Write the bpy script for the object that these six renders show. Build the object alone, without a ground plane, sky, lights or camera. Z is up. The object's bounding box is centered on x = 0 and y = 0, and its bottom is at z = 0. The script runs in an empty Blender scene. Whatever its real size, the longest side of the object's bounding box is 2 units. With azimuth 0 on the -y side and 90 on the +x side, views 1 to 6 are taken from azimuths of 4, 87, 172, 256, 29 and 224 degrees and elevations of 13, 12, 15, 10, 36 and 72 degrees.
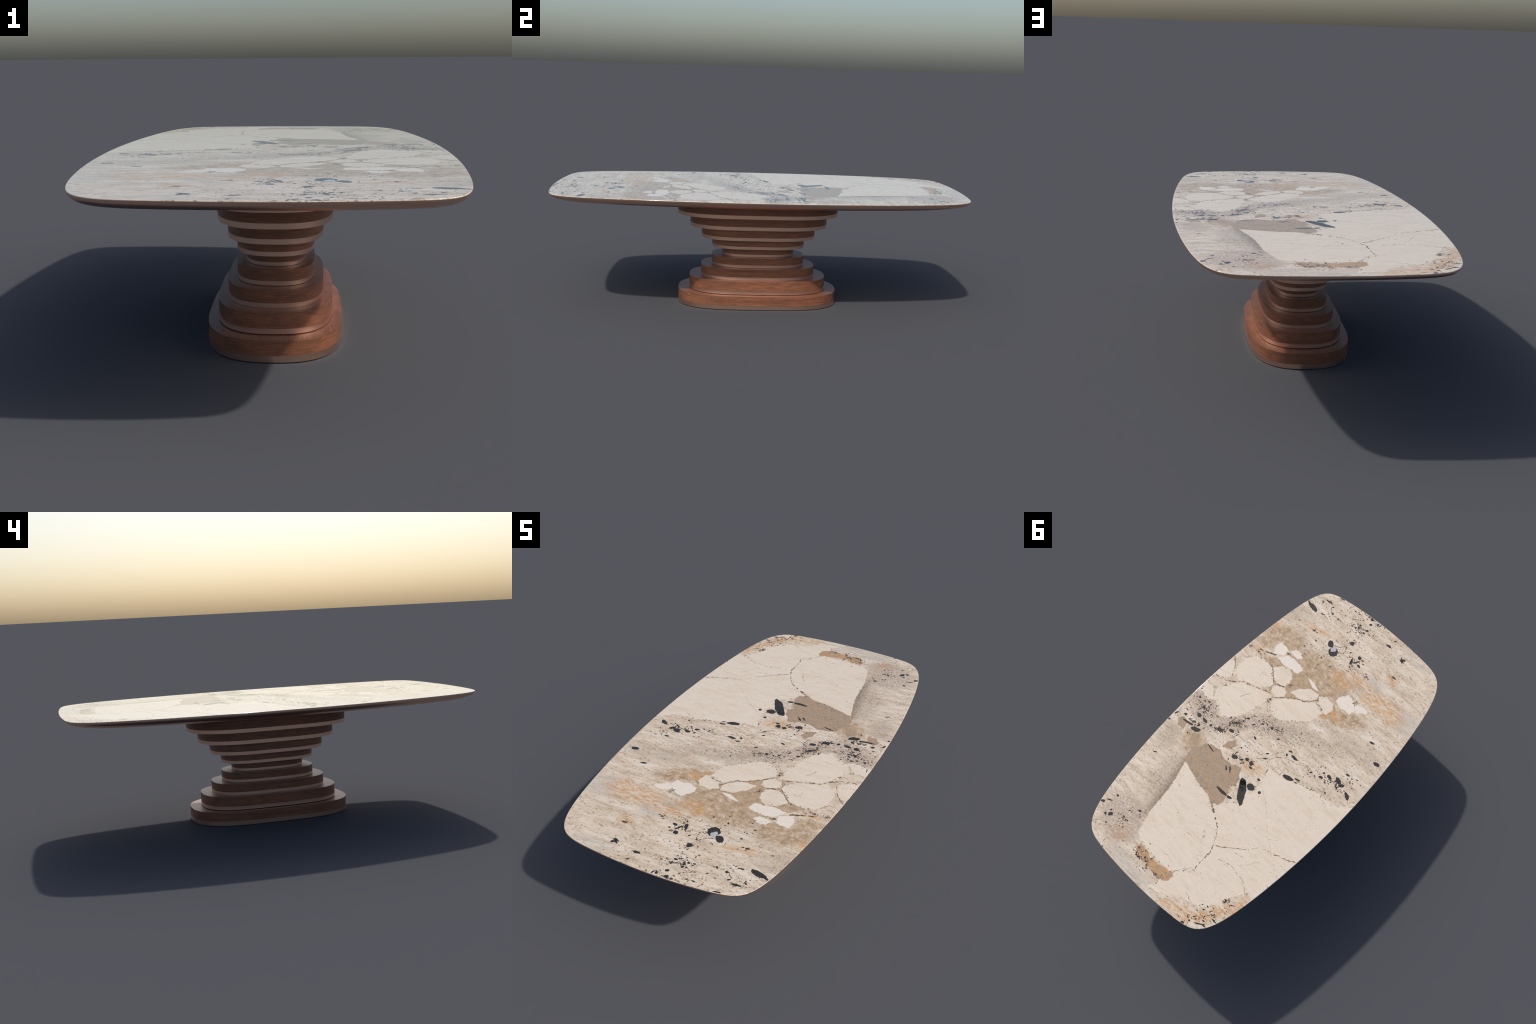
import bisect
import math
import random

import bmesh
import bpy
from mathutils import Vector, noise

# ---------------------------------------------------------------- outlines
def soft_outline(half_x, half_y, usual, odd, count=84):
    """Plan of the top: shallow side arcs and end arcs melting into rounded
    corners, (side radius, end radius, corner power). One corner, +x -y, is
    squarer than the other three."""
    ring = []
    for i in range(4 * count):
        t = math.tau * i / (4 * count)
        # walk evenly round a rectangle-like path so that corners get points
        c, s = half_x * math.cos(t), half_y * math.sin(t)
        length = math.hypot(c, s)
        c, s = c / length, s / length
        side, end, power = odd if c > 0 and s < 0 else usual
        low, high = 0.3, 1.2
        for _ in range(48):
            r = (low + high) / 2
            x, y = abs(r * c), abs(r * s)
            bx, by = half_x - y * y / (2 * side), half_y - x * x / (2 * end)
            if (x / bx) ** power + (y / by) ** power < 1:
                low = r
            else:
                high = r
        ring.append((r * c, r * s))
    return ring


def super_outline(half_x, half_y, end_power, side_power, count=192):
    """|x / half_x| ** end_power + |y / half_y| ** side_power = 1."""
    ring = []
    for i in range(count):
        t = math.tau * i / count
        c, s = math.cos(t), math.sin(t)
        ring.append((half_x * math.copysign(abs(c) ** (2 / end_power), c),
                     half_y * math.copysign(abs(s) ** (2 / side_power), s)))
    return ring


def inset(ring, d):
    """Ring moved inwards by d along its normals."""
    n, out = len(ring), []
    for i, (x, y) in enumerate(ring):
        (ax, ay), (bx, by) = ring[i - 1], ring[(i + 1) % n]
        tx, ty = bx - ax, by - ay
        length = math.hypot(tx, ty) or 1.0
        out.append((x - ty / length * d, y + tx / length * d))
    return out


def scaled(ring, kx, ky):
    return [(x * kx, y * ky) for x, y in ring]


def stack(name, levels, material, smooth_angle=35):
    """Solid made of rings [(ring, z), ...] from the bottom up, capped."""
    bm = bmesh.new()
    rows = [[bm.verts.new((x, y, z)) for x, y in ring] for ring, z in levels]
    n = len(rows[0])
    for low, high in zip(rows, rows[1:]):
        for i in range(n):
            j = (i + 1) % n
            bm.faces.new((low[i], low[j], high[j], high[i]))
    bm.faces.new(list(reversed(rows[0])))
    bm.faces.new(rows[-1])
    bm.normal_update()
    for f in bm.faces:
        f.smooth = True
    for e in bm.edges:
        if len(e.link_faces) == 2 and e.calc_face_angle() > math.radians(smooth_angle):
            e.smooth = False
    mesh = bpy.data.meshes.new(name)
    bm.to_mesh(mesh)
    bm.free()
    mesh.materials.append(material)
    obj = bpy.data.objects.new(name, mesh)
    bpy.context.scene.collection.objects.link(obj)
    weigh = obj.modifiers.new("weighted_normals", "WEIGHTED_NORMAL")
    weigh.weight, weigh.keep_sharp = 100, True
    return obj


def rounded_slab(name, ring, z0, z1, bevel, material, steps=3):
    levels = []
    for i in range(steps + 1):
        t = math.pi / 2 * i / steps
        levels.append((inset(ring, bevel * (1 - math.sin(t))), z0 + bevel * (1 - math.cos(t))))
    for i in range(steps + 1):
        t = math.pi / 2 * i / steps
        levels.append((inset(ring, bevel * (1 - math.cos(t))), z1 - bevel * (1 - math.sin(t))))
    return stack(name, levels, material)

# ---------------------------------------------------------------- node helpers
class Nodes:
    """Small helper that wires shader nodes as expressions."""

    def __init__(self, name):
        self.material = bpy.data.materials.new(name)
        self.material.use_nodes = True
        self.tree = self.material.node_tree
        self.shader = self.tree.nodes["Principled BSDF"]

    def _set(self, socket, value):
        if isinstance(value, bpy.types.NodeSocket):
            self.tree.links.new(value, socket)
        else:
            socket.default_value = value

    def coords(self, which="Object"):
        return self.tree.nodes.new("ShaderNodeTexCoord").outputs[which]

    def math(self, op, a, b=0.0, c=0.0, clamp=False):
        n = self.tree.nodes.new("ShaderNodeMath")
        n.operation, n.use_clamp = op, clamp
        for socket, value in zip(n.inputs, (a, b, c)):
            self._set(socket, value)
        return n.outputs[0]

    def vmath(self, op, a, b=(0, 0, 0), out=0, scale=None):
        n = self.tree.nodes.new("ShaderNodeVectorMath")
        n.operation = op
        self._set(n.inputs[0], a)
        self._set(n.inputs[1], b)
        if scale is not None:
            self._set(n.inputs["Scale"], scale)
        return n.outputs[out]

    def mapping(self, v, loc=(0, 0, 0), deg=0.0, scale=(1, 1, 1), kind="POINT"):
        n = self.tree.nodes.new("ShaderNodeMapping")
        n.vector_type = kind
        self._set(n.inputs["Vector"], v)
        n.inputs["Location"].default_value = loc
        n.inputs["Rotation"].default_value = (0, 0, math.radians(deg))
        n.inputs["Scale"].default_value = scale
        return n.outputs[0]

    def noise(self, v, scale, detail=2.0, rough=0.5, distort=0.0, colour=False):
        n = self.tree.nodes.new("ShaderNodeTexNoise")
        self._set(n.inputs["Vector"], v)
        n.inputs["Scale"].default_value = scale
        n.inputs["Detail"].default_value = detail
        n.inputs["Roughness"].default_value = rough
        n.inputs["Distortion"].default_value = distort
        return n.outputs["Color" if colour else "Fac"]

    def voronoi(self, v, scale, feature="F1"):
        n = self.tree.nodes.new("ShaderNodeTexVoronoi")
        n.feature = feature
        self._set(n.inputs["Vector"], v)
        n.inputs["Scale"].default_value = scale
        return n.outputs["Distance"], n.outputs["Color"] if feature == "F1" else None

    def ramp(self, x, a, b, lo=0.0, hi=1.0, smooth=True):
        """lo at x = a, hi at x = b (a may be the larger one)."""
        n = self.tree.nodes.new("ShaderNodeMapRange")
        n.interpolation_type = "SMOOTHSTEP" if smooth else "LINEAR"
        self._set(n.inputs["Value"], x)
        if a > b:
            a, b, lo, hi = b, a, hi, lo
        for key, value in (("From Min", a), ("From Max", b), ("To Min", lo), ("To Max", hi)):
            n.inputs[key].default_value = value
        return n.outputs["Result"]

    def mix(self, fac, a, b, mode="MIX"):
        n = self.tree.nodes.new("ShaderNodeMix")
        n.data_type, n.blend_type, n.clamp_factor = "RGBA", mode, True
        self._set(n.inputs[0], fac)
        for socket, value in zip((n.inputs[6], n.inputs[7]), (a, b)):
            self._set(socket, (*value, 1.0) if isinstance(value, tuple) and len(value) == 3 else value)
        return n.outputs[2]

    def warp(self, v, scale, amount, detail=2.0):
        """Coordinates pushed about by a noise field."""
        field = self.vmath("SUBTRACT", self.noise(v, scale, detail, colour=True), (0.5, 0.5, 0.5))
        return self.vmath("ADD", v, self.vmath("SCALE", field, scale=2.0 * amount))

    # -- shapes on the slab, all returning one number per point. Each set
    # is a node group of its own; every step takes a vanishing share of the
    # result before it, so that the renderer works through them in order.
    def ellipse(self, v, x, y, rx, ry, deg):
        local = self.mapping(v, (x, y, 0), deg, (rx, ry, 1e6), "TEXTURE")
        return self.vmath("LENGTH", local, out=1)

    def polygon(self, v1, points):
        """Signed distance (metres, negative inside) to a convex outline;
        v1 carries 1 in z so that one dot product is one edge."""
        best = None
        for (ax, ay), (bx, by) in zip(points, points[1:] + points[:1]):
            nx, ny = by - ay, ax - bx
            length = math.hypot(nx, ny)
            nx, ny = nx / length, ny / length
            d = self.vmath("DOT_PRODUCT", v1, (nx, ny, -(nx * ax + ny * ay)), out=1)
            best = d if best is None else self.math("MAXIMUM", best, d)
        return best

    def _after(self, v, previous):
        n = self.tree.nodes.new("ShaderNodeVectorMath")
        n.operation = "MULTIPLY_ADD"
        self._set(n.inputs[0], previous)
        n.inputs[1].default_value = (1e-8, 1e-8, 0)
        self._set(n.inputs[2], v)
        return n.outputs[0]

    def _union(self, v, items, shape, name):
        group = bpy.data.node_groups.new(name, "ShaderNodeTree")
        group.interface.new_socket("Point", in_out="INPUT", socket_type="NodeSocketVector")
        group.interface.new_socket("Distance", in_out="OUTPUT", socket_type="NodeSocketFloat")
        outer, self.tree = self.tree, group
        point = group.nodes.new("NodeGroupInput").outputs[0]
        best = None
        for item in items:
            p = point if best is None else self._after(point, best)
            d = shape(p, item)
            best = d if best is None else self.math("MINIMUM", best, d)
        self.tree.links.new(best, group.nodes.new("NodeGroupOutput").inputs[0])
        self.tree = outer
        node = outer.nodes.new("ShaderNodeGroup")
        node.node_tree = group
        last = getattr(self, "last", None)
        self._set(node.inputs[0], v if last is None else self._after(v, last))
        self.last = node.outputs[0]
        return self.last

    def ellipses(self, v, items, name):
        """1 on the rim of the nearest ellipse, less inside."""
        return self._union(v, items, lambda p, item: self.ellipse(p, *item), name)

    def polygons(self, v1, items, name):
        return self._union(v1, items, self.polygon, name)


def lin(r, g, b):
    """sRGB 0..255 to the linear values nodes expect."""
    f = lambda c: c / 12.92 if c <= 0.04045 else ((c + 0.055) / 1.055) ** 2.4
    return tuple(f(c / 255) for c in (r, g, b))


def stone(r, g, b):
    """Base colour for stone that looks (r, g, b) polished in sun and sky."""
    return tuple(max(0.008, (c - s) / 0.96) for c, s in zip(lin(r, g, b), (0.012, 0.015, 0.020)))

# ---------------------------------------------------------------- where things lie on the slab (metres, plan view)
LEAF_CLAST = [(0.292, 0.352), (0.167, 0.388), (0.059, 0.414), (-0.025, 0.451), (-0.092, 0.494), (-0.148, 0.578), (-0.167, 0.678), (-0.164, 0.75), (-0.096, 0.818), (0.012, 0.837), (0.145, 0.822), (0.192, 0.8), (0.228, 0.681), (0.249, 0.495)]
PALE_SLAB = [(0.006, 0.447), (-0.03, 0.373), (-0.103, 0.309), (-0.09, 0.173), (-0.09, 0.121), (-0.064, 0.066), (-0.161, 0.054), (-0.258, 0.015), (-0.367, -0.01), (-0.454, -0.005), (-0.576, -0.103), (-0.504, 0.654), (-0.454, 0.644), (-0.43, 0.678), (-0.404, 0.719), (-0.394, 0.766), (-0.349, 0.828), (-0.292, 0.87), (-0.237, 0.889), (-0.179, 0.906), (-0.136, 0.937), (-0.081, 0.957), (-0.047, 0.973), (-0.107, 0.818), (-0.158, 0.72)]
CLASTS = [
    [(0.472, -0.058), (0.451, -0.131), (0.386, -0.197), (0.302, -0.223), (0.222, -0.246), (0.216, -0.215), (0.223, -0.161), (0.25, -0.067), (0.281, 0.001), (0.327, 0.021), (0.414, -0.007), (0.447, -0.023)],
    [(0.483, -0.245), (0.475, -0.329), (0.444, -0.37), (0.374, -0.381), (0.332, -0.372), (0.264, -0.312), (0.256, -0.283), (0.292, -0.243), (0.363, -0.214), (0.418, -0.189), (0.452, -0.21)],
    [(0.2, -0.235), (0.135, -0.304), (0.059, -0.347), (-0.003, -0.39), (-0.062, -0.367), (-0.047, -0.285), (0.017, -0.22), (0.091, -0.171), (0.143, -0.164), (0.169, -0.186)],
    [(0.328, -0.381), (0.293, -0.42), (0.248, -0.435), (0.208, -0.408), (0.194, -0.373), (0.201, -0.338), (0.246, -0.319), (0.279, -0.33)],
    [(0.157, -0.333), (0.13, -0.383), (0.084, -0.427), (0.031, -0.432), (0.015, -0.41), (0.045, -0.363), (0.088, -0.338)],
    [(0.24, -0.266), (0.251, -0.303), (0.233, -0.32), (0.194, -0.331), (0.166, -0.32), (0.165, -0.284), (0.201, -0.25)],
    [(0.56, -0.103), (0.552, -0.29), (0.492, -0.237), (0.466, -0.186), (0.468, -0.158), (0.526, -0.13)],
    [(0.551, 0.001), (0.542, -0.061), (0.481, -0.065), (0.437, -0.011), (0.458, 0.009), (0.514, -0.002)],
    [(0.019, -0.426), (-0.009, -0.452), (-0.068, -0.447), (-0.089, -0.415), (-0.081, -0.364), (-0.013, -0.378)],
]
BRIGHT_CLASTS = [
    [(0.349, -0.437), (0.324, -0.485), (0.281, -0.496), (0.222, -0.492), (0.191, -0.479), (0.203, -0.445), (0.259, -0.436), (0.306, -0.429)],
    [(0.392, -0.446), (0.409, -0.485), (0.4, -0.523), (0.364, -0.522), (0.337, -0.514), (0.334, -0.479), (0.361, -0.456)],
    [(0.324, -0.516), (0.31, -0.548), (0.268, -0.552), (0.247, -0.534), (0.265, -0.511), (0.294, -0.511)],
    [(-0.066, -0.462), (-0.064, -0.495), (-0.094, -0.545), (-0.128, -0.538), (-0.184, -0.496), (-0.17, -0.461), (-0.115, -0.456)],
    [(-0.161, -0.518), (-0.17, -0.534), (-0.208, -0.544), (-0.245, -0.528), (-0.191, -0.494)],
    [(0.148, -0.47), (0.088, -0.463), (0.041, -0.443), (0.085, -0.439)],
]
BROWN_PATCHES = [
    [(0.299, 0.355), (0.314, 0.318), (0.318, 0.262), (0.292, 0.244), (0.285, 0.212), (0.268, 0.194), (0.235, 0.183), (0.199, 0.175), (0.166, 0.194), (0.143, 0.197), (0.09, 0.192), (0.045, 0.17), (0.027, 0.208), (0.009, 0.221), (-0.004, 0.268), (0.021, 0.287), (-0.004, 0.317), (-0.019, 0.371), (-0.011, 0.407), (0.026, 0.423), (0.076, 0.402), (0.128, 0.393), (0.219, 0.38)],
    [(0.369, 0.202), (0.34, 0.191), (0.311, 0.235), (0.326, 0.254), (0.368, 0.238)],
    [(0.205, 0.155), (0.203, 0.112), (0.176, 0.079), (0.149, 0.102), (0.159, 0.127), (0.183, 0.147)],
    [(0.144, 0.859), (0.135, 0.831), (0.037, 0.851), (-0.031, 0.843), (-0.103, 0.821), (-0.113, 0.876), (-0.06, 0.908), (0.027, 0.888), (0.1, 0.892)],
    [(0.502, 0.199), (0.483, 0.173), (0.447, 0.184), (0.433, 0.227), (0.472, 0.233)],
]
CRYSTALS = [
    (-0.049, 0.264, 0.0761, 0.0233, 128),
    (-0.028, 0.235, 0.0339, 0.0199, 129),
    (-0.068, 0.215, 0.0219, 0.0221, -137),
    (-0.179, 0.039, 0.0346, 0.0128, -166),
    (-0.224, 0.013, 0.0166, 0.0064, -166),
    (-0.389, -0.133, 0.0253, 0.014, 161),
    (-0.417, -0.123, 0.0171, 0.0093, -142),
    (-0.479, -0.1, 0.0239, 0.011, 149),
    (-0.304, -0.084, 0.0144, 0.0086, -160),
    (-0.337, -0.117, 0.0146, 0.0099, 176),
    (-0.127, -0.067, 0.0234, 0.0078, 177),
    (0.054, 0.116, 0.0112, 0.0101, -158),
    (0.021, 0.116, 0.0131, 0.0138, -137),
    (0.007, 0.137, 0.012, 0.0053, -178),
    (0.116, 0.151, 0.0183, 0.0122, -163),
    (0.44, 0.182, 0.0364, 0.0073, -171),
    (0.382, 0.184, 0.0285, 0.014, -156),
    (0.029, 0.338, 0.0404, 0.0076, -179),
    (-0.024, 0.335, 0.0167, 0.0083, -172),
    (0.232, 0.055, 0.0157, 0.0095, -163),
    (0.288, 0.095, 0.0151, 0.0124, -168),
    (0.38, 0.112, 0.0172, 0.0085, 168),
    (0.338, 0.109, 0.0084, 0.0075, -137),
    (0.426, 0.111, 0.0159, 0.0119, 154),
    (0.105, 0.226, 0.0153, 0.0045, 139),
    (0.082, 0.22, 0.0224, 0.0038, 133),
    (0.246, 0.204, 0.0274, 0.0039, 168),
    (0.215, -0.061, 0.0106, 0.006, -147),
    (0.191, -0.706, 0.0238, 0.0179, 132),
    (0.148, -0.681, 0.0262, 0.0288, -137),
    (0.422, -0.811, 0.0349, 0.0141, 170),
    (0.458, -0.821, 0.0159, 0.0057, 160),
    (0.378, -0.903, 0.0218, 0.0052, -173),
    (0.312, -0.858, 0.0081, 0.0068, 180),
    (0.266, -0.853, 0.0091, 0.0043, 134),
    (0.339, -0.891, 0.0088, 0.004, -146),
    (0.333, -0.969, 0.0179, 0.0055, -165),
    (0.369, 0.831, 0.0155, 0.0114, -116),
    (0.393, 0.847, 0.0071, 0.0079, -137),
    (0.384, 0.815, 0.0081, 0.0039, -137),
    (0.452, 0.81, 0.0126, 0.0077, -157),
    (0.416, 0.737, 0.0071, 0.0049, -167),
    (0.43, 0.782, 0.0168, 0.0033, -157),
    (0.266, 0.714, 0.0101, 0.0055, -167),
    (0.275, 0.984, 0.0111, 0.0042, -171),
    (-0.18, -0.916, 0.008, 0.0076, -137),
    (-0.169, -0.9, 0.0167, 0.0033, 157),
    (-0.213, -0.795, 0.0086, 0.005, -170),
    (0.013, -0.754, 0.0119, 0.0118, -137),
    (-0.057, -0.924, 0.0158, 0.0072, -175),
    (0.007, -0.724, 0.0204, 0.0051, -120),
    (0.103, -0.795, 0.0131, 0.0119, -137),
    (-0.17, -0.908, 0.0191, 0.0055, 149),
    (0.105, -0.954, 0.0096, 0.0067, -148),
    (-0.38, 0.922, 0.0262, 0.0044, -151),
    (-0.405, 0.911, 0.0158, 0.0037, -176),
    (-0.316, 0.973, 0.0088, 0.006, -156),
    (-0.437, 0.859, 0.0122, 0.0034, -166),
    (-0.335, 0.942, 0.0056, 0.0069, -137),
    (-0.003, 0.016, 0.0097, 0.0048, -131),
    (-0.014, 0.044, 0.0145, 0.0048, -140),
    (-0.085, -0.051, 0.0042, 0.0081, -137),
    (0.108, -0.003, 0.011, 0.0053, 162),
    (-0.071, 0.156, 0.0084, 0.0064, -168),
    (-0.125, 0.206, 0.0082, 0.0078, -137),
    (-0.402, -0.193, 0.0117, 0.0057, -173),
    (0.012, -0.086, 0.0098, 0.0037, -142),
    (0.194, 0.058, 0.0229, 0.0026, -107),
    (0.531, 0.239, 0.0084, 0.0053, -104),
    (0.53, 0.186, 0.0123, 0.0046, -110),
    (0.449, 0.426, 0.0141, 0.004, -152),
    (-0.375, -0.421, 0.016, 0.0053, -167),
    (-0.476, -0.344, 0.022, 0.0103, -169),
]
STAINS = [
    (0.456, -0.393, 0.0297, 0.0124, -167),
    (0.511, -0.388, 0.0202, 0.0118, -158),
    (0.206, -0.224, 0.0162, 0.0132, -105),
    (0.181, -0.364, 0.0216, 0.0134, -158),
    (-0.092, -0.693, 0.0269, 0.0178, -175),
    (0.105, -0.798, 0.0203, 0.0172, -137),
    (0.125, 0.855, 0.0277, 0.0198, -176),
    (-0.41, 0.73, 0.0105, 0.0105, -137),
    (-0.402, 0.754, 0.0156, 0.0079, -116),
    (-0.437, 0.74, 0.021, 0.0069, -152),
    (-0.089, -0.082, 0.0083, 0.0103, -137),
    (0.447, -0.116, 0.011, 0.0075, -168),
    (0.321, -0.499, 0.0153, 0.0118, -159),
    (-0.15, -0.532, 0.0152, 0.0139, -137),
    (0.029, 0.895, 0.0151, 0.0105, -176),
    (-0.038, 0.896, 0.0306, 0.0091, 179),
    (-0.209, -0.795, 0.0213, 0.0128, -170),
    (0.316, -0.709, 0.0144, 0.012, -137),
    (0.117, 0.881, 0.032, 0.0163, 165),
]
VEINS = [
    (0.0011, (-0.149, 0.58), (-0.187, 0.557), (-0.22, 0.532), (-0.259, 0.499), (-0.306, 0.468)),
    (0.001, (-0.307, 0.469), (-0.314, 0.45), (-0.329, 0.428), (-0.374, 0.406), (-0.417, 0.393)),
    (0.0018, (-0.415, 0.396), (-0.437, 0.387), (-0.465, 0.379), (-0.49, 0.368), (-0.513, 0.356), (-0.533, 0.348)),
    (0.0012, (-0.219, 0.615), (-0.256, 0.6), (-0.282, 0.595), (-0.312, 0.595), (-0.332, 0.599), (-0.36, 0.603), (-0.384, 0.608)),
    (0.0008, (-0.384, 0.608), (-0.407, 0.617), (-0.424, 0.631), (-0.45, 0.651)),
    (0.0007, (-0.231, 0.528), (-0.26, 0.531), (-0.284, 0.524), (-0.309, 0.519)),
    (0.0006, (-0.32, 0.567), (-0.346, 0.535), (-0.366, 0.503), (-0.39, 0.476)),
    (0.0004, (-0.128, 0.182), (-0.187, 0.223), (-0.244, 0.276), (-0.311, 0.338), (-0.372, 0.385), (-0.43, 0.422)),
    (0.0008, (-0.427, 0.425), (-0.456, 0.444), (-0.485, 0.462), (-0.517, 0.48)),
    (0.001, (0.035, 0.091), (-0.003, 0.051), (-0.04, 0.024)),
    (0.0016, (-0.04, 0.024), (-0.044, 0.003), (-0.066, -0.013), (-0.09, -0.029), (-0.099, -0.044)),
    (0.0014, (-0.105, -0.037), (-0.124, -0.042), (-0.149, -0.046)),
    (0.0008, (-0.149, -0.046), (-0.178, -0.061), (-0.212, -0.08), (-0.241, -0.105)),
    (0.0024, (-0.079, 0.125), (-0.071, 0.11), (-0.068, 0.088), (-0.064, 0.067)),
    (0.0009, (-0.055, 0.075), (-0.04, 0.06), (-0.032, 0.037)),
    (0.0015, (-0.232, 0.022), (-0.272, 0.015), (-0.304, 0.009)),
    (0.0009, (-0.304, 0.009), (-0.324, -0.005), (-0.353, -0.008), (-0.387, -0.001), (-0.428, 0.018)),
    (0.0008, (-0.096, 0.818), (-0.12, 0.781), (-0.157, 0.743)),
    (0.0008, (0.027, 0.786), (-0.014, 0.78), (-0.06, 0.797), (-0.087, 0.809)),
    (0.0007, (0.008, 0.627), (-0.021, 0.622), (-0.06, 0.623)),
    (0.0012, (-0.221, 0.85), (-0.247, 0.859), (-0.256, 0.865), (-0.281, 0.869)),
    (0.0006, (-0.312, 0.822), (-0.328, 0.831), (-0.339, 0.84)),
    (0.0016, (0.527, -0.126), (0.494, -0.133), (0.471, -0.141), (0.446, -0.156)),
    (0.0032, (0.445, -0.155), (0.42, -0.17), (0.401, -0.191), (0.383, -0.204)),
    (0.003, (0.368, -0.206), (0.344, -0.215), (0.327, -0.223)),
    (0.0018, (0.326, -0.222), (0.288, -0.234), (0.261, -0.246), (0.231, -0.256)),
    (0.0014, (0.21, -0.24), (0.17, -0.274), (0.128, -0.313)),
    (0.0026, (0.131, -0.316), (0.107, -0.326), (0.083, -0.337)),
    (0.0022, (0.07, -0.339), (0.048, -0.357), (0.028, -0.382), (0.007, -0.412)),
    (0.0018, (0.015, -0.383), (-0.024, -0.383), (-0.067, -0.367)),
    (0.002, (0.345, -0.387), (0.315, -0.361), (0.285, -0.336), (0.262, -0.309)),
    (0.0012, (0.538, -0.281), (0.511, -0.263), (0.484, -0.228), (0.466, -0.197), (0.458, -0.178)),
    (0.003, (0.241, -0.321), (0.22, -0.327), (0.199, -0.336)),
    (0.001, (0.335, -0.124), (0.329, -0.148), (0.31, -0.179)),
    (0.0012, (0.373, -0.051), (0.355, -0.046), (0.338, -0.046)),
    (0.0008, (0.356, -0.312), (0.336, -0.314), (0.319, -0.317)),
    (0.004, (0.466, -0.409), (0.421, -0.424), (0.385, -0.439), (0.351, -0.455)),
    (0.001, (0.369, -0.386), (0.34, -0.381), (0.326, -0.372)),
    (0.004, (0.014, 0.425), (-0.003, 0.438), (-0.03, 0.451)),
    (0.0026, (-0.039, 0.457), (-0.069, 0.477), (-0.104, 0.501)),
    (0.0012, (-0.102, 0.503), (-0.126, 0.537), (-0.148, 0.578)),
    (0.0024, (-0.148, 0.578), (-0.162, 0.616), (-0.162, 0.673), (-0.162, 0.71), (-0.173, 0.75)),
    (0.001, (-0.155, 0.571), (-0.179, 0.558), (-0.218, 0.531)),
    (0.001, (0.415, 0.92), (0.402, 0.906), (0.387, 0.89)),
    (0.0016, (0.129, -0.757), (0.109, -0.75), (0.095, -0.726)),
    (0.0016, (0.345, -0.88), (0.331, -0.868), (0.319, -0.856)),
    (0.001, (0.422, -0.898), (0.391, -0.881), (0.35, -0.854), (0.321, -0.839)),
    (0.0012, (0.208, -0.915), (0.195, -0.921), (0.181, -0.917), (0.143, -0.895)),
    (0.002, (0.17, -0.718), (0.142, -0.723), (0.12, -0.752)),
    (0.0022, (0.067, 0.342), (0.055, 0.335), (0.026, 0.335)),
]
GREY_TAN = [
    (0.273, 0.481, 0.207, 0.1003, -76),
    (0.271, 0.602, 0.111, 0.0624, -74),
    (0.459, 0.3, 0.1024, 0.0581, -78),
    (0.477, -0.736, 0.1203, 0.064, -170),
    (-0.109, -0.2, 0.2234, 0.0547, -166),
    (-0.341, -0.33, 0.2094, 0.0542, -177),
]
BROWN_TAN = [
    (0.107, -0.527, 0.2479, 0.1132, 175),
    (-0.168, -0.421, 0.1368, 0.0507, -156),
    (0.415, -0.556, 0.1701, 0.07, -164),
    (0.166, -0.404, 0.0773, 0.0607, -169),
    (0.47, -0.465, 0.0783, 0.0309, -159),
    (-0.036, -0.463, 0.0756, 0.0541, -158),
    (0.341, 0.243, 0.0619, 0.0786, -137),
    (-0.073, -0.386, 0.075, 0.0403, -153),
]
CLUSTER_HULL = [(-0.008, -0.41), (0.023, -0.444), (0.18, -0.483), (0.331, -0.46), (0.409, -0.386), (0.248, -0.259), (0.193, -0.252), (0.1, -0.319)]
ORANGE = [
    (-0.287, -0.616, 0.1516, 0.069, 178),
    (-0.215, -0.793, 0.0454, 0.036, -159),
    (0.001, -0.579, 0.0784, 0.0401, 175),
    (-0.091, -0.647, 0.0909, 0.0335, 175),
    (-0.376, 0.855, 0.2316, 0.0323, -134),
    (-0.245, 0.938, 0.129, 0.0251, -158),
    (-0.453, 0.718, 0.1043, 0.0233, -114),
    (-0.034, 0.879, 0.0905, 0.0185, 173),
    (0.541, -0.595, 0.0953, 0.0346, -180),
    (0.294, -0.729, 0.0798, 0.0196, -175),
    (-0.104, -0.388, 0.0875, 0.0241, -158),
    (0.454, -0.411, 0.0652, 0.0139, -161),
    (0.008, 0.125, 0.0747, 0.0317, -168),
    (0.257, 0.863, 0.0598, 0.0612, -137),
]
GREY = [
    (0.108, 0.955, 0.17, 0.0415, 175),
    (-0.155, -0.67, 0.0776, 0.0535, 175),
    (-0.443, -0.626, 0.0883, 0.0783, 170),
    (-0.23, -0.951, 0.1025, 0.0278, -175),
    (0.243, -0.561, 0.053, 0.0408, -180),
    (-0.1, -0.524, 0.0641, 0.0333, -180),
    (0.544, -0.693, 0.0001, 0.0001, -137),
]
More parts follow.
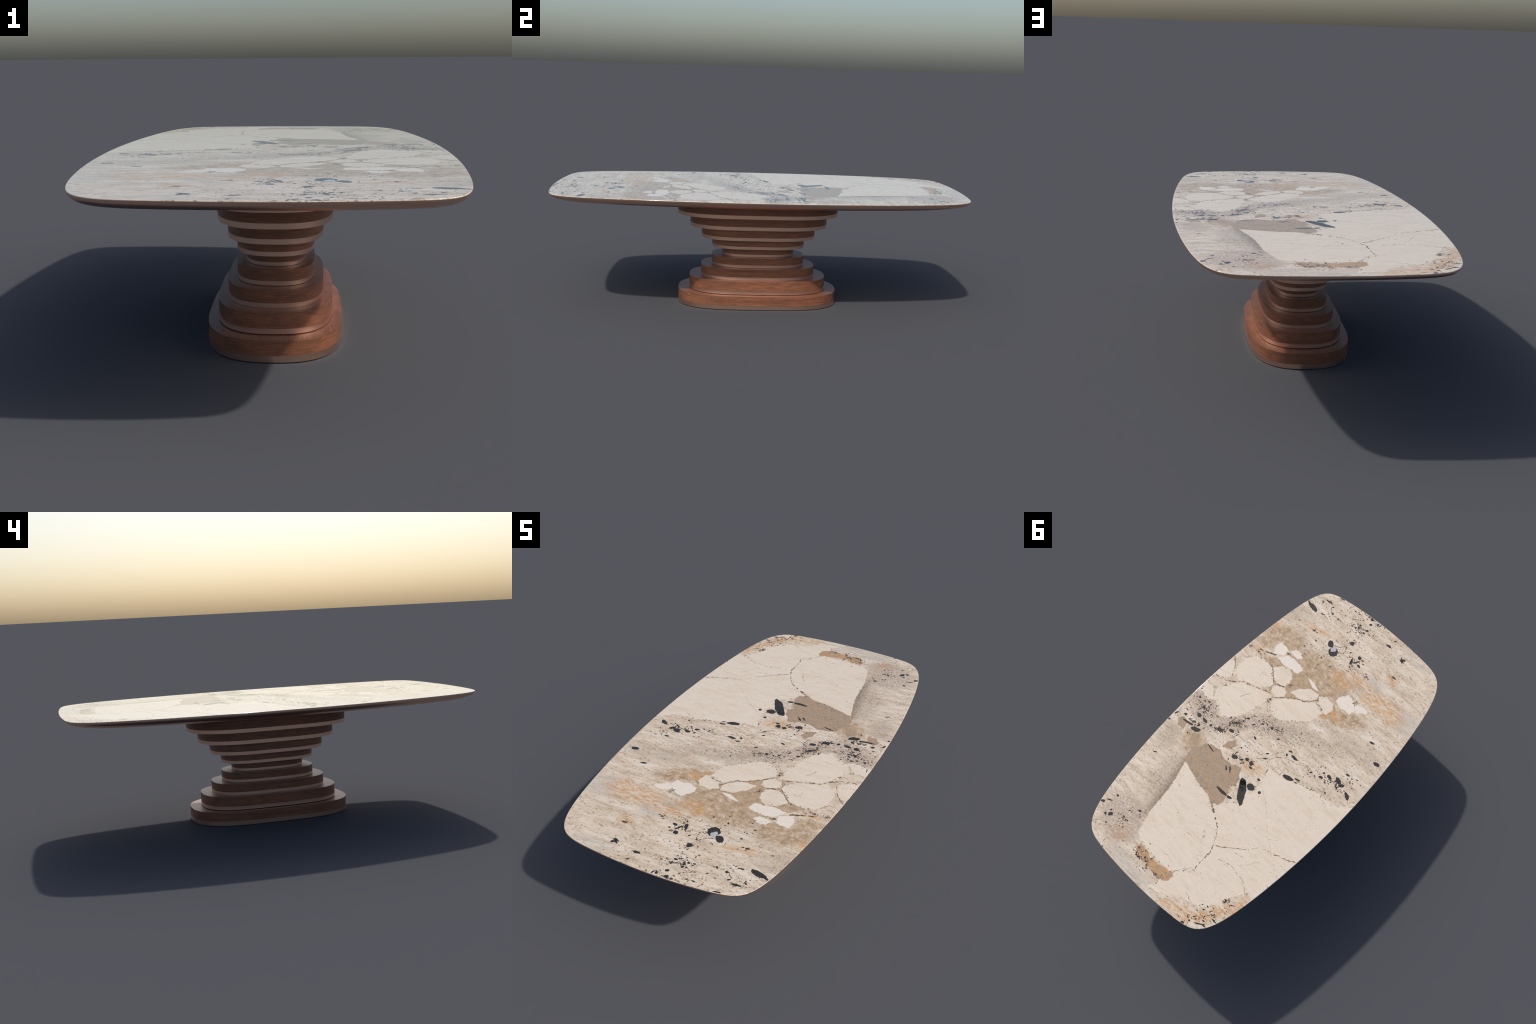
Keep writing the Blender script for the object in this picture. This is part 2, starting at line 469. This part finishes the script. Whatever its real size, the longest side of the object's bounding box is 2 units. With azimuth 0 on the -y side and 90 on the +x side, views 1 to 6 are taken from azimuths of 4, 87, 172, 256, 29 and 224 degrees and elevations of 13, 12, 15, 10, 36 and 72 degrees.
SPECKLES = [
    (0.442, 0.063, 0.127, 0.0691, 161, 330, 0.0021),
    (0.246, 0.003, 0.1745, 0.048, -128, 420, 0.0022),
    (0.081, -0.112, 0.1378, 0.059, -160, 260, 0.0018),
    (0.426, 0.158, 0.0973, 0.0231, -176, 40, 0.004),
    (0.279, 0.094, 0.1007, 0.0209, -158, 26, 0.004),
    (0.143, -0.891, 0.2113, 0.1256, -178, 330, 0.002),
    (0.125, -0.988, 0.1593, 0.0311, -179, 110, 0.0028),
    (0.039, -0.716, 0.0931, 0.0538, 170, 60, 0.003),
    (0.303, 0.804, 0.1201, 0.1476, -137, 190, 0.002),
    (-0.36, -0.108, 0.1817, 0.0535, -152, 130, 0.0028),
    (0.07, 0.131, 0.1115, 0.0614, -158, 60, 0.003),
    (-0.384, 0.863, 0.1965, 0.0461, -132, 120, 0.0026),
    (0.048, -0.688, 0.1602, 0.0399, 165, 90, 0.0024),
    (-0.028, 0.267, 0.0728, 0.0757, -137, 40, 0.0018),
    (0.383, -0.865, 0.1076, 0.0569, -175, 60, 0.0026),
    (-0.118, -0.172, 0.2716, 0.0779, -163, 200, 0.0014),
    (0.048, 0.882, 0.0582, 0.1456, -97, 80, 0.0022),
    (0.207, -0.616, 0.1595, 0.0811, 175, 70, 0.002),
]
QUARTZ_EYE = (0.157, -0.693, 0.0179, 0.0158, -137)
FLANK = (0.29, 0.515, 0.212, 0.1132, -79)
LEAF_HULL = [(-0.167, 0.678), (-0.148, 0.578), (-0.092, 0.494), (-0.025, 0.451), (0.059, 0.414), (0.292, 0.352), (0.228, 0.681), (0.192, 0.8), (0.145, 0.822), (0.012, 0.837), (-0.096, 0.818), (-0.164, 0.75)]
# ---------------------------------------------------------------- colours
CREAM, BEIGE, PALE = stone(217, 203, 185), stone(206, 190, 170), stone(223, 211, 195)
TAUPE, GREY_BROWN, RUST_PALE = stone(182, 164, 144), stone(162, 146, 129), stone(204, 166, 126)
GREY_TAN_COLOUR, GREY_COLOUR, MAUVE_GREY = stone(184, 170, 152), stone(186, 178, 168), stone(170, 152, 138)
TAN, BROWN, UMBER, RUST = stone(190, 166, 138), stone(168, 142, 114), stone(134, 112, 91), stone(198, 153, 105)
CHARCOAL, COAL, SMOKE, QUARTZ = stone(74, 72, 70), stone(58, 57, 56), stone(116, 108, 100), stone(186, 186, 190)
CLAST_LIGHT, CLAST_WARM, CLAST_STREAK, CLAST_BRIGHT = stone(222, 210, 194), stone(218, 203, 184), stone(205, 183, 157), stone(225, 215, 203)
PATCH_BROWN, PATCH_GREY, PATCH_DARK = stone(170, 145, 119), stone(160, 144, 126), stone(126, 111, 96)
VEIN_BROWN, VEIN_DARK = stone(140, 116, 94), stone(98, 84, 72)
WALNUT_LIGHT, WALNUT_MID, WALNUT_DEEP, WALNUT_DARK, WALNUT_GOLD = lin(147, 93, 66), lin(126, 79, 56), lin(94, 62, 47), lin(70, 50, 41), lin(162, 106, 73)
BRONZE, BRONZE_DEEP = lin(240, 199, 177), lin(234, 192, 170)

POLISH = 0.09

def stone_fields(n):
    """Noises shared by every mineral so that grain runs on from one to the next."""
    flat = n.vmath("MULTIPLY", n.coords("Object"), (1, 1, 0))
    streak = n.warp(n.mapping(flat, deg=-19, scale=(1.0, 3.9, 1.0)), 6, 0.04)
    return {
        "flat": flat,
        "mottle": n.noise(n.warp(flat, 30, 0.008), 34, 4, 0.62),
        "grit": n.noise(flat, 200, 2, 0.6),
        "crumb": n.noise(flat, 95, 3, 0.65),
        "flow": n.noise(streak, 22, 4, 0.62),
        "flow_fine": n.noise(streak, 70, 3, 0.6),
        "drift": n.noise(n.warp(streak, 2.5, 0.12), 6.5, 5, 0.66),
        "broad": n.noise(flat, 5.5, 2, 0.55),
    }


def finish(n, colour):
    n._set(n.shader.inputs["Base Color"], colour)
    n.shader.inputs["Roughness"].default_value = POLISH
    n.shader.inputs["Specular IOR Level"].default_value = 0.62
    return n.material


def brown_mix(n, f):
    brown = n.mix(n.math("ADD", n.ramp(f["flow"], 0.34, 0.66, 0.0, 0.5), n.ramp(f["mottle"], 0.34, 0.64, 0.0, 0.5)), TAN, BROWN)
    brown = n.mix(n.math("MULTIPLY", n.ramp(f["mottle"], 0.52, 0.68), 0.5), brown, UMBER)
    brown = n.mix(n.math("MULTIPLY", n.ramp(f["mottle"], 0.46, 0.30), 0.6), brown, TAUPE)
    return n.mix(n.math("MULTIPLY", n.ramp(f["grit"], 0.50, 0.75), 0.5), brown, UMBER)


def marble_material():
    n = Nodes("patagonia_marble")
    f = stone_fields(n)
    flat, mottle, grit, flow, flow_fine, broad = (f[k] for k in ("flat", "mottle", "grit", "flow", "flow_fine", "broad"))
    zone_p = n.warp(n.warp(flat, 7, 0.045), 38, 0.022)

    # granular matrix, drawn out along the bedding
    crumb, drift = f["crumb"], f["drift"]
    colour = n.mix(n.ramp(drift, 0.40, 0.60), CREAM, BEIGE)
    colour = n.mix(n.ramp(drift, 0.54, 0.68, 0.0, 0.75), colour, TAUPE)
    colour = n.mix(n.ramp(drift, 0.46, 0.34, 0.0, 0.85), colour, PALE)
    colour = n.mix(n.ramp(flow, 0.52, 0.70, 0.0, 0.65), colour, GREY_BROWN)
    colour = n.mix(n.ramp(mottle, 0.54, 0.72, 0.0, 0.40), colour, TAUPE)
    rust = n.math("MULTIPLY", n.ramp(flow_fine, 0.52, 0.68), n.ramp(broad, 0.38, 0.58, 0.15, 1.0))
    colour = n.mix(n.math("MULTIPLY", rust, 0.8), colour, RUST_PALE)
    colour = n.mix(n.math("MULTIPLY", n.ramp(crumb, 0.57, 0.69), n.ramp(drift, 0.42, 0.60, 0.10, 0.65)), colour, GREY_BROWN)
    colour = n.mix(n.ramp(crumb, 0.44, 0.30, 0.0, 0.5), colour, PALE)
    wisp_field = n.noise(n.warp(n.mapping(flat, deg=-19, scale=(0.6, 1.6, 1.0)), 16, 0.02), 13, 4, 0.6)
    wisp = n.ramp(n.math("ABSOLUTE", n.math("SUBTRACT", wisp_field, 0.5)), 0.022, 0.004)
    colour = n.mix(n.math("MULTIPLY", wisp, n.ramp(crumb, 0.42, 0.62, 0.0, 0.8)), colour, UMBER)

    # soft tonal zones
    d = n.ellipses(zone_p, GREY_TAN, "grey_tan_zones")
    m = n.math("MULTIPLY", n.ramp(d, 1.3, 0.5), n.ramp(mottle, 0.22, 0.62, 0.45, 1.0))
    colour = n.mix(n.math("MULTIPLY", m, 0.6), colour, n.mix(n.ramp(crumb, 0.42, 0.62), GREY_TAN_COLOUR, GREY_BROWN))
    d = n.ellipses(zone_p, GREY, "grey_zones")
    m = n.math("MULTIPLY", n.ramp(d, 1.3, 0.5), n.ramp(flow, 0.35, 0.6, 0.3, 1.0))
    colour = n.mix(n.math("MULTIPLY", m, 0.7), colour, GREY_COLOUR)
    d = n.ellipses(zone_p, BROWN_TAN, "brown_zones")
    m = n.math("MULTIPLY", n.ramp(d, 1.25, 0.6), n.ramp(n.math("ADD", mottle, crumb), 0.75, 1.05, 0.35, 0.95))
    brown = brown_mix(n, f)
    colour = n.mix(m, colour, brown)
    d = n.polygons(n.vmath("ADD", flat, (0, 0, 1)), [CLUSTER_HULL], "cluster_ground")
    colour = n.mix(n.ramp(d, 0.006, -0.004, 0.0, 0.9), colour, brown)
    d = n.ellipses(zone_p, ORANGE, "rust_zones")
    m = n.math("MULTIPLY", n.ramp(d, 1.35, 0.45), n.ramp(flow, 0.40, 0.56, 0.15, 1.0))
    colour = n.mix(n.math("MULTIPLY", m, n.ramp(n.math("ADD", flow_fine, mottle), 0.75, 1.15, 0.3, 0.95)), colour, RUST)
    d = n.ellipses(zone_p, [z[:5] for z in SPECKLES[:3] + SPECKLES[8:9]], "peppered_ground")
    colour = n.mix(n.math("MULTIPLY", n.ramp(d, 1.25, 0.7, 0.0, 0.75), n.ramp(crumb, 0.34, 0.58, 0.2, 1.0)), colour, MAUVE_GREY)

    # smoky grey rim along one flank of the leaf-shaped clast
    leaf = n.polygons(n.vmath("ADD", n.warp(flat, 40, 0.004), (0, 0, 1)), [LEAF_HULL], "leaf_clast")
    flank = n.math("MULTIPLY", n.ramp(leaf, 0.042, 0.0, 0.0, 0.8, smooth=False), n.ramp(n.ellipse(flat, *FLANK), 1.1, 0.7))
    colour = n.mix(n.math("MULTIPLY", flank, n.ramp(crumb, 0.30, 0.60, 0.45, 1.0)), colour, PATCH_DARK)
    return finish(n, colour)


def clast_material():
    n = Nodes("pale_quartzite")
    f = stone_fields(n)
    pale = n.mix(n.ramp(f["flow"], 0.30, 0.70), CLAST_LIGHT, CLAST_WARM)
    pale = n.mix(n.ramp(f["flow_fine"], 0.52, 0.74, 0.0, 0.65), pale, CLAST_STREAK)
    pale = n.mix(n.ramp(f["drift"], 0.46, 0.68, 0.0, 0.42), pale, CLAST_STREAK)
    return finish(n, n.mix(n.math("MULTIPLY", n.ramp(f["crumb"], 0.58, 0.72), 0.4), pale, CLAST_STREAK))


def bright_material():
    n = Nodes("milky_quartz")
    f = stone_fields(n)
    return finish(n, n.mix(n.ramp(f["flow"], 0.35, 0.7), CLAST_BRIGHT, CLAST_LIGHT))


def patch_material(name, rust):
    n = Nodes(name)
    f = stone_fields(n)
    patch = n.mix(n.ramp(f["mottle"], 0.35, 0.66), PATCH_BROWN, PATCH_GREY)
    patch = n.mix(n.ramp(f["mottle"], 0.50, 0.70, 0.0, 0.5), patch, PATCH_DARK)
    patch = n.mix(n.ramp(f["crumb"], 0.52, 0.70, 0.0, 0.45), patch, PATCH_DARK)
    patch = n.mix(n.ramp(f["crumb"], 0.46, 0.30, 0.0, 0.45), patch, GREY_TAN_COLOUR)
    patch = n.mix(n.ramp(f["grit"], 0.60, 0.74, 0.0, 0.4), patch, PALE)
    return finish(n, n.mix(n.ramp(f["flow"], 0.60 - 0.2 * rust, 0.72 - 0.14 * rust, 0.0, 0.35 + 0.5 * rust), patch, RUST))


def mineral_material(name, a, b):
    n = Nodes(name)
    return finish(n, n.mix(n.ramp(n.noise(n.coords("Object"), 260, 2), 0.45, 0.72), a, b))


def wood_material():
    n = Nodes("walnut_veneer")
    obj = n.coords("Object")
    normal = n.coords("Normal")
    sep = n.tree.nodes.new("ShaderNodeSeparateXYZ")
    n._set(sep.inputs[0], n.vmath("ABSOLUTE", normal))
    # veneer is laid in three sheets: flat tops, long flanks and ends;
    # in each the grain runs along the first coordinate
    top = n.mapping(obj, (0.31, 0.0, 0.0), 90, (1, 1, 1))
    rot = n.tree.nodes.new("ShaderNodeVectorRotate")
    rot.rotation_type = "X_AXIS"
    n._set(rot.inputs["Vector"], obj)
    rot.inputs["Angle"].default_value = math.radians(-90)
    ends = rot.outputs[0]                                  # (x, z, -y)
    flank = n.mapping(n.vmath("MULTIPLY", obj, (1, 1, 1)), (0, 0, 0), 90, (1, 1, 1))
    rot2 = n.tree.nodes.new("ShaderNodeVectorRotate")
    rot2.rotation_type = "X_AXIS"
    n._set(rot2.inputs["Vector"], flank)
    rot2.inputs["Angle"].default_value = math.radians(-90)
    flanks = rot2.outputs[0]                               # (-y, z, ...)

    def pick(fac, a, b):
        m = n.tree.nodes.new("ShaderNodeMix")
        m.data_type = "VECTOR"
        n._set(m.inputs[0], fac)
        n._set(m.inputs[4], a)
        n._set(m.inputs[5], b)
        return m.outputs[1]

    v = pick(n.math("GREATER_THAN", sep.outputs[0], sep.outputs[1]),
             n.vmath("MULTIPLY", ends, (1, 1, 0)), n.vmath("ADD", n.vmath("MULTIPLY", flanks, (1, 1, 0)), (3.1, 0.013, 0.4)))
    v = pick(n.math("GREATER_THAN", sep.outputs[2], 0.7), v, n.vmath("ADD", n.vmath("MULTIPLY", top, (1, 1, 0)), (7.3, 2.7, 0.9)))

    wavy = n.warp(v, 5, 0.006)
    bands = n.noise(n.vmath("MULTIPLY", wavy, (2.2, 48, 1)), 1.0, 4, 0.6, 0.4)
    fibre = n.noise(n.vmath("MULTIPLY", wavy, (22, 560, 1)), 1.0, 3, 0.65)
    pores = n.noise(n.vmath("MULTIPLY", wavy, (45, 1000, 1)), 1.0, 2, 0.5)
    cloud = n.noise(n.vmath("MULTIPLY", wavy, (7, 14, 1)), 1.0, 3, 0.5)
    colour = n.mix(n.ramp(bands, 0.34, 0.66), WALNUT_LIGHT, WALNUT_MID)
    colour = n.mix(n.ramp(cloud, 0.42, 0.70, 0.0, 0.4), colour, WALNUT_DEEP)
    colour = n.mix(n.ramp(fibre, 0.46, 0.64, 0.0, 0.85), colour, WALNUT_DEEP)
    colour = n.mix(n.ramp(fibre, 0.46, 0.30, 0.0, 0.75), colour, WALNUT_GOLD)
    colour = n.mix(n.ramp(pores, 0.62, 0.74, 0.0, 0.7), colour, WALNUT_DARK)
    n._set(n.shader.inputs["Base Color"], colour)
    n.shader.inputs["Roughness"].default_value = 0.42
    return n.material


def metal_material():
    n = Nodes("satin_bronze")
    brushed = n.noise(n.vmath("MULTIPLY", n.coords("Object"), (12, 12, 400)), 1.0, 2)
    n._set(n.shader.inputs["Base Color"], n.mix(n.ramp(brushed, 0.3, 0.7), BRONZE, BRONZE_DEEP))
    n.shader.inputs["Metallic"].default_value = 1.0
    n.shader.inputs["Roughness"].default_value = 0.32
    return n.material


def black_material():
    n = Nodes("black_steel")
    speck = n.noise(n.coords("Object"), 300, 2)
    n._set(n.shader.inputs["Base Color"], n.mix(speck, (0.012, 0.012, 0.013), (0.022, 0.021, 0.021)))
    n.shader.inputs["Roughness"].default_value = 0.5
    return n.material


# ---------------------------------------------------------------- mineral inclusions
def wobble(x, y, scale, seed):
    return noise.noise(Vector((x * scale + seed * 7.31, y * scale - seed * 3.77, seed * 1.93)))


def ragged(points, amount, seed, step=0.0028):
    """Closed outline cut into short steps and frayed by noise."""
    out = []
    for (ax, ay), (bx, by) in zip(points, points[1:] + points[:1]):
        length = math.hypot(bx - ax, by - ay)
        nx, ny = (by - ay) / (length or 1), (ax - bx) / (length or 1)
        count = max(1, int(length / step))
        for i in range(count):
            x, y = ax + (bx - ax) * i / count, ay + (by - ay) * i / count
            push = amount * (2.0 * wobble(x, y, 48, seed) + 0.9 * wobble(x, y, 170, seed + 1) + 0.5 * wobble(x, y, 420, seed + 2))
            out.append((x + nx * push, y + ny * push))
    return out


def grain(x, y, rx, ry, deg, rng, corners=None):
    """Angular mineral grain in a rotated ellipse."""
    corners = corners or rng.randint(6, 9)
    c, s = math.cos(math.radians(deg)), math.sin(math.radians(deg))
    turn, out = rng.uniform(0, math.tau), []
    for i in range(corners):
        t = turn + math.tau * (i + rng.uniform(-0.28, 0.28)) / corners
        k = rng.uniform(0.86, 1.16)
        px, py = rx * k * math.cos(t), ry * k * math.sin(t)
        out.append((x + c * px - s * py, y + s * px + c * py))
    return out


def vein_strips(path, half, seed):
    """Thin crack along a path, split where it closes up."""
    pts = []
    for (ax, ay), (bx, by) in zip(path, path[1:]):
        count = max(2, int(math.hypot(bx - ax, by - ay) / 0.003))
        pts += [(ax + (bx - ax) * i / count, ay + (by - ay) * i / count) for i in range(count)]
    pts.append(path[-1])
    strips, left, right = [], [], []
    for i, (x, y) in enumerate(pts):
        (ax, ay), (bx, by) = pts[max(0, i - 1)], pts[min(len(pts) - 1, i + 1)]
        length = math.hypot(bx - ax, by - ay) or 1.0
        nx, ny = (by - ay) / length, (ax - bx) / length
        drift = 0.0035 * wobble(x, y, 60, seed) + 0.0022 * wobble(x, y, 200, seed + 3)
        w = half * (0.75 + 1.6 * wobble(x, y, 75, seed + 5) + 0.9 * wobble(x, y, 260, seed + 6))
        if w < 0.12 * half or i == len(pts) - 1:
            if len(left) > 1:
                strips.append(left + right[::-1])
            left, right = [], []
            continue
        left.append((x + nx * (drift + w), y + ny * (drift + w)))
        right.append((x + nx * (drift - w), y + ny * (drift - w)))
    return strips


def inlay(name, outlines, rise, material, keep_in, parent):
    """Slivers of another mineral let into the slab, all in one mesh. They
    reach 2 mm down and stand a hair proud so that their faces show."""
    bm = bmesh.new()
    for number, outline in enumerate(outlines):
        pts = keep_in(outline)
        if len(pts) < 3:
            continue
        area = sum(a[0] * b[1] - b[0] * a[1] for a, b in zip(pts, pts[1:] + pts[:1]))
        if abs(area) < 1e-8:
            continue
        if area < 0:
            pts.reverse()
        top = [bm.verts.new((x, y, TOP_Z + rise + (number % 89) * 1.2e-7)) for x, y in pts]
        low = [bm.verts.new((x, y, TOP_Z - 0.002)) for x, y in pts]
        bm.faces.new(top).normal_update()
        for i in range(len(pts)):
            j = (i + 1) % len(pts)
            bm.faces.new((low[i], low[j], top[j], top[i]))
    bmesh.ops.triangulate(bm, faces=[f for f in bm.faces if len(f.verts) > 4])
    mesh = bpy.data.meshes.new(name)
    bm.to_mesh(mesh)
    bm.free()
    mesh.materials.append(material)
    obj = bpy.data.objects.new(name, mesh)
    bpy.context.scene.collection.objects.link(obj)
    obj["kind"] = "stuff"
    obj.parent = parent
    return obj


def edge_keeper(ring):
    """Cuts an outline off where it would run over the rim (ring is convex)."""
    edges = list(zip(ring, ring[1:] + ring[:1]))
    reach = min(math.hypot(x, y) for x, y in ring)

    def keep(points):
        for (ax, ay), (bx, by) in edges:
            if not points or all(math.hypot(x, y) < reach for x, y in points):
                break
            side = [(bx - ax) * (y - ay) - (by - ay) * (x - ax) for x, y in points]
            if min(side) >= 0:
                continue
            cut = []
            for i, (p, d) in enumerate(zip(points, side)):
                q, e = points[i - 1], side[i - 1]
                if (d >= 0) != (e >= 0):
                    t = e / (e - d)
                    cut.append((q[0] + (p[0] - q[0]) * t, q[1] + (p[1] - q[1]) * t))
                if d >= 0:
                    cut.append(p)
            points = cut
        return points

    return keep


def strewn(rng, x, y, rx, ry, deg):
    """Random spot near a rotated ellipse, thinning out past its rim."""
    c, s = math.cos(math.radians(deg)), math.sin(math.radians(deg))
    t, k = rng.uniform(0, math.tau), min(1.6, abs(rng.gauss(0, 0.68)))
    px, py = rx * k * math.cos(t), ry * k * math.sin(t)
    return x + c * px - s * py, y + s * px + c * py


def peppering(rng):
    """Grains strewn through the peppered areas: dark ones and brown ones."""
    dark, brown = [], []
    for x, y, rx, ry, deg in STAINS:           # smoky knots of fine grains
        for _ in range(int(16 + 26000 * rx * ry)):
            gx, gy = strewn(rng, x, y, rx * 0.8, ry * 0.8, deg)
            r = 0.0022 * rng.lognormvariate(0, 0.4)
            (dark if rng.random() < 0.22 else brown).append(grain(gx, gy, r * rng.uniform(1, 2), r * 0.8, rng.gauss(19, 40), rng, 6))
    for outline in CLASTS + [PALE_SLAB, LEAF_CLAST] + BROWN_PATCHES[:1]:   # rusty crumbs along the joints
        for (ax, ay), (bx, by) in zip(outline, outline[1:] + outline[:1]):
            for _ in range(int(math.hypot(bx - ax, by - ay) * 190)):
                t = rng.random()
                gx, gy = ax + (bx - ax) * t + rng.gauss(0, 0.004), ay + (by - ay) * t + rng.gauss(0, 0.004)
                if wobble(gx, gy, 18, 3) < -0.05:
                    continue
                r = 0.0013 * rng.lognormvariate(0, 0.45)
                brown.append(grain(gx, gy, r * rng.uniform(1, 2.2), r * 0.8, rng.gauss(19, 50), rng, 5))
    for _ in range(420):                       # rust dots on the pale slab
        gx, gy = rng.uniform(-0.5, 0.28), rng.uniform(0.0, 0.95)
        if wobble(gx, gy, 9, 12) > -0.1:
            r = 0.0009 * rng.lognormvariate(0, 0.45)
            brown.append(grain(gx, gy, r * rng.uniform(1, 2.4), r * 0.8, rng.gauss(19, 18), rng, 5))
    for x, y, rx, ry, deg, count, size in SPECKLES:
        for _ in range(count):
            gx, gy = strewn(rng, x, y, rx, ry, deg)
            if wobble(gx, gy, 24, 5) < -0.22:
                continue
            r = 1.55 * size * min(2.0, rng.lognormvariate(-0.45, 0.45))
            g = grain(gx, gy, r * rng.uniform(1.0, 1.9), r * rng.uniform(0.55, 1.0), rng.gauss(15, 45), rng, rng.randint(5, 7))
            (dark if rng.random() < 0.72 else brown).append(g)
    for _ in range(1500):                      # loose grains everywhere
        gx, gy = rng.uniform(-0.54, 0.54), rng.uniform(-1, 1)
        if wobble(gx, gy, 6, 9) < rng.uniform(-0.35, 0.45):
            continue
        r = 0.0010 * rng.lognormvariate(0, 0.4)
        brown.append(grain(gx, gy, r * rng.uniform(1, 2.2), r * 0.8, rng.gauss(19, 25), rng, 5))
    return dark, brown

# ---------------------------------------------------------------- the table
TOP_Z, RIM_Z = 0.5798, 0.5772          # marble surface / where the metal begins
TOP_RING = soft_outline(0.546, 1.0, (4.46, 2.76, 11.2), (5.2, 2.1, 14.4))

table = bpy.data.objects.new("dining_table", None)
bpy.context.scene.collection.objects.link(table)
table["label"] = "long marble-topped dining table on a stepped wooden pedestal"
table["category"] = "dining table"

marble, walnut, metal, black = marble_material(), wood_material(), metal_material(), black_material()

# thin stone sheet with a softened upper arris
levels = [(TOP_RING, RIM_Z + 0.0001)]
for i in range(6):
    t = math.pi / 2 * i / 5
    levels.append((inset(TOP_RING, 0.0022 * (1 - math.cos(t))), TOP_Z - 0.0022 * (1 - math.sin(t))))
tabletop = stack("tabletop", levels, marble)
tabletop.parent = table

# minerals let into the stone, from the broad pale clasts to single grains
rng = random.Random(41)
keep = edge_keeper(inset(TOP_RING, 0.0023))
clast, brown_stone = clast_material(), patch_material("brown_feldspar", 0.3)
dark_stone = mineral_material("black_tourmaline", COAL, CHARCOAL)
seam_stone = mineral_material("seam_fill", VEIN_DARK, VEIN_BROWN)
fleck_stone = mineral_material("brown_fleck", UMBER, VEIN_BROWN)
inlay("pale_clasts", [ragged(PALE_SLAB, 0.0022, 1)], 0.000016, clast, keep, tabletop)
inlay("brown_patches", [ragged(p, 0.0026, 10 + i) for i, p in enumerate(BROWN_PATCHES) if i != 3], 0.000025, brown_stone, keep, tabletop)
inlay("rusty_patch", [ragged(BROWN_PATCHES[3], 0.0040, 13)], 0.000026, patch_material("rusty_feldspar", 0.9), keep, tabletop)
inlay("pale_clasts", [ragged(p, 0.0027, 30 + i) for i, p in enumerate(CLASTS + [LEAF_CLAST])], 0.000035, clast, keep, tabletop)
inlay("milky_clasts", [ragged(p, 0.0032 if len(p) > 4 else 0.0010, 60 + i) for i, p in enumerate(BRIGHT_CLASTS)], 0.000044, bright_material(), keep, tabletop)
inlay("marble_veins", [s for i, (half, *path) in enumerate(VEINS) for s in vein_strips(path, half, 100 + i)], 0.000064, seam_stone, keep, tabletop)
dark, brown = peppering(rng)
inlay("brown_grains", brown, 0.000073, fleck_stone, keep, tabletop)
inlay("black_grains", dark, 0.000083, dark_stone, keep, tabletop)
inlay("black_crystals", [ragged(grain(*e, rng, 9), 0.0011, 200 + i) for i, e in enumerate(CRYSTALS)], 0.000092, dark_stone, keep, tabletop)
inlay("quartz_eye", [ragged(grain(*QUARTZ_EYE, rng, 9), 0.0016, 300)], 0.000110, mineral_material("grey_quartz", QUARTZ, SMOKE), keep, tabletop)

# metal-clad underframe: its belly curves in, following scaled copies of the rim
BELLY, BELLY_DEPTH, BELLY_POWER = 0.20, 0.0375, 2.2
levels = []
for i in range(33):
    t = math.pi / 2 * (1 - i / 32)
    k = 1 - BELLY * (1 - math.cos(t) ** (2 / BELLY_POWER))
    levels.append((scaled(TOP_RING, k, k), RIM_Z - BELLY_DEPTH * math.sin(t) ** (2 / BELLY_POWER)))
frame = stack("metal_underframe", levels, metal)
frame.parent = tabletop

plate = rounded_slab("mounting_plate", super_outline(0.236, 0.53, 14, 14), 0.5145, RIM_Z - BELLY_DEPTH - 0.0003, 0.002, black)
plate.parent = tabletop

# nine tiers, (half width, half length, underside, metal/wood joint), ground up
TIERS = [
    (0.2155, 0.3980, 0.0000, 0.0199),
    (0.1842, 0.3418, 0.0686, 0.0855),
    (0.1538, 0.2850, 0.1334, 0.1479),
    (0.1256, 0.2314, 0.1890, 0.2028),
    (0.0968, 0.1800, 0.2390, 0.2508),
    (0.1254, 0.2312, 0.2811, 0.2954),
    (0.1538, 0.2840, 0.3296, 0.3459),
    (0.1842, 0.3412, 0.3871, 0.4047),
    (0.2130, 0.3992, 0.4473, 0.4650),
]
GAPS = (0.0030, 0.0006, 0.0014, 0.0010)    # shadow gaps above the lower tiers
END_POWER, SIDE_POWER = 2.5, 3.45
pedestal = bpy.data.objects.new("pedestal", None)
bpy.context.scene.collection.objects.link(pedestal)
pedestal.parent = table
for i, (hx, hy, low, joint) in enumerate(TIERS):
    high = TIERS[i + 1][2] if i < len(TIERS) - 1 else 0.5155
    ring = super_outline(hx, hy, END_POWER, SIDE_POWER)
    if i == len(TIERS) - 1:                    # the uppermost tier sits a touch off centre
        ring = [(x - 0.002, y - 0.0042) for x, y in ring]
    tier = stack("wooden_tier", [(ring, joint + 0.0001), (ring, high - (GAPS[i] if i < len(GAPS) else 0.0002))], walnut)
    band = stack("metal_band", [(ring, low), (ring, joint - 0.0001)], metal)
    tier.parent = pedestal
    band.parent = pedestal
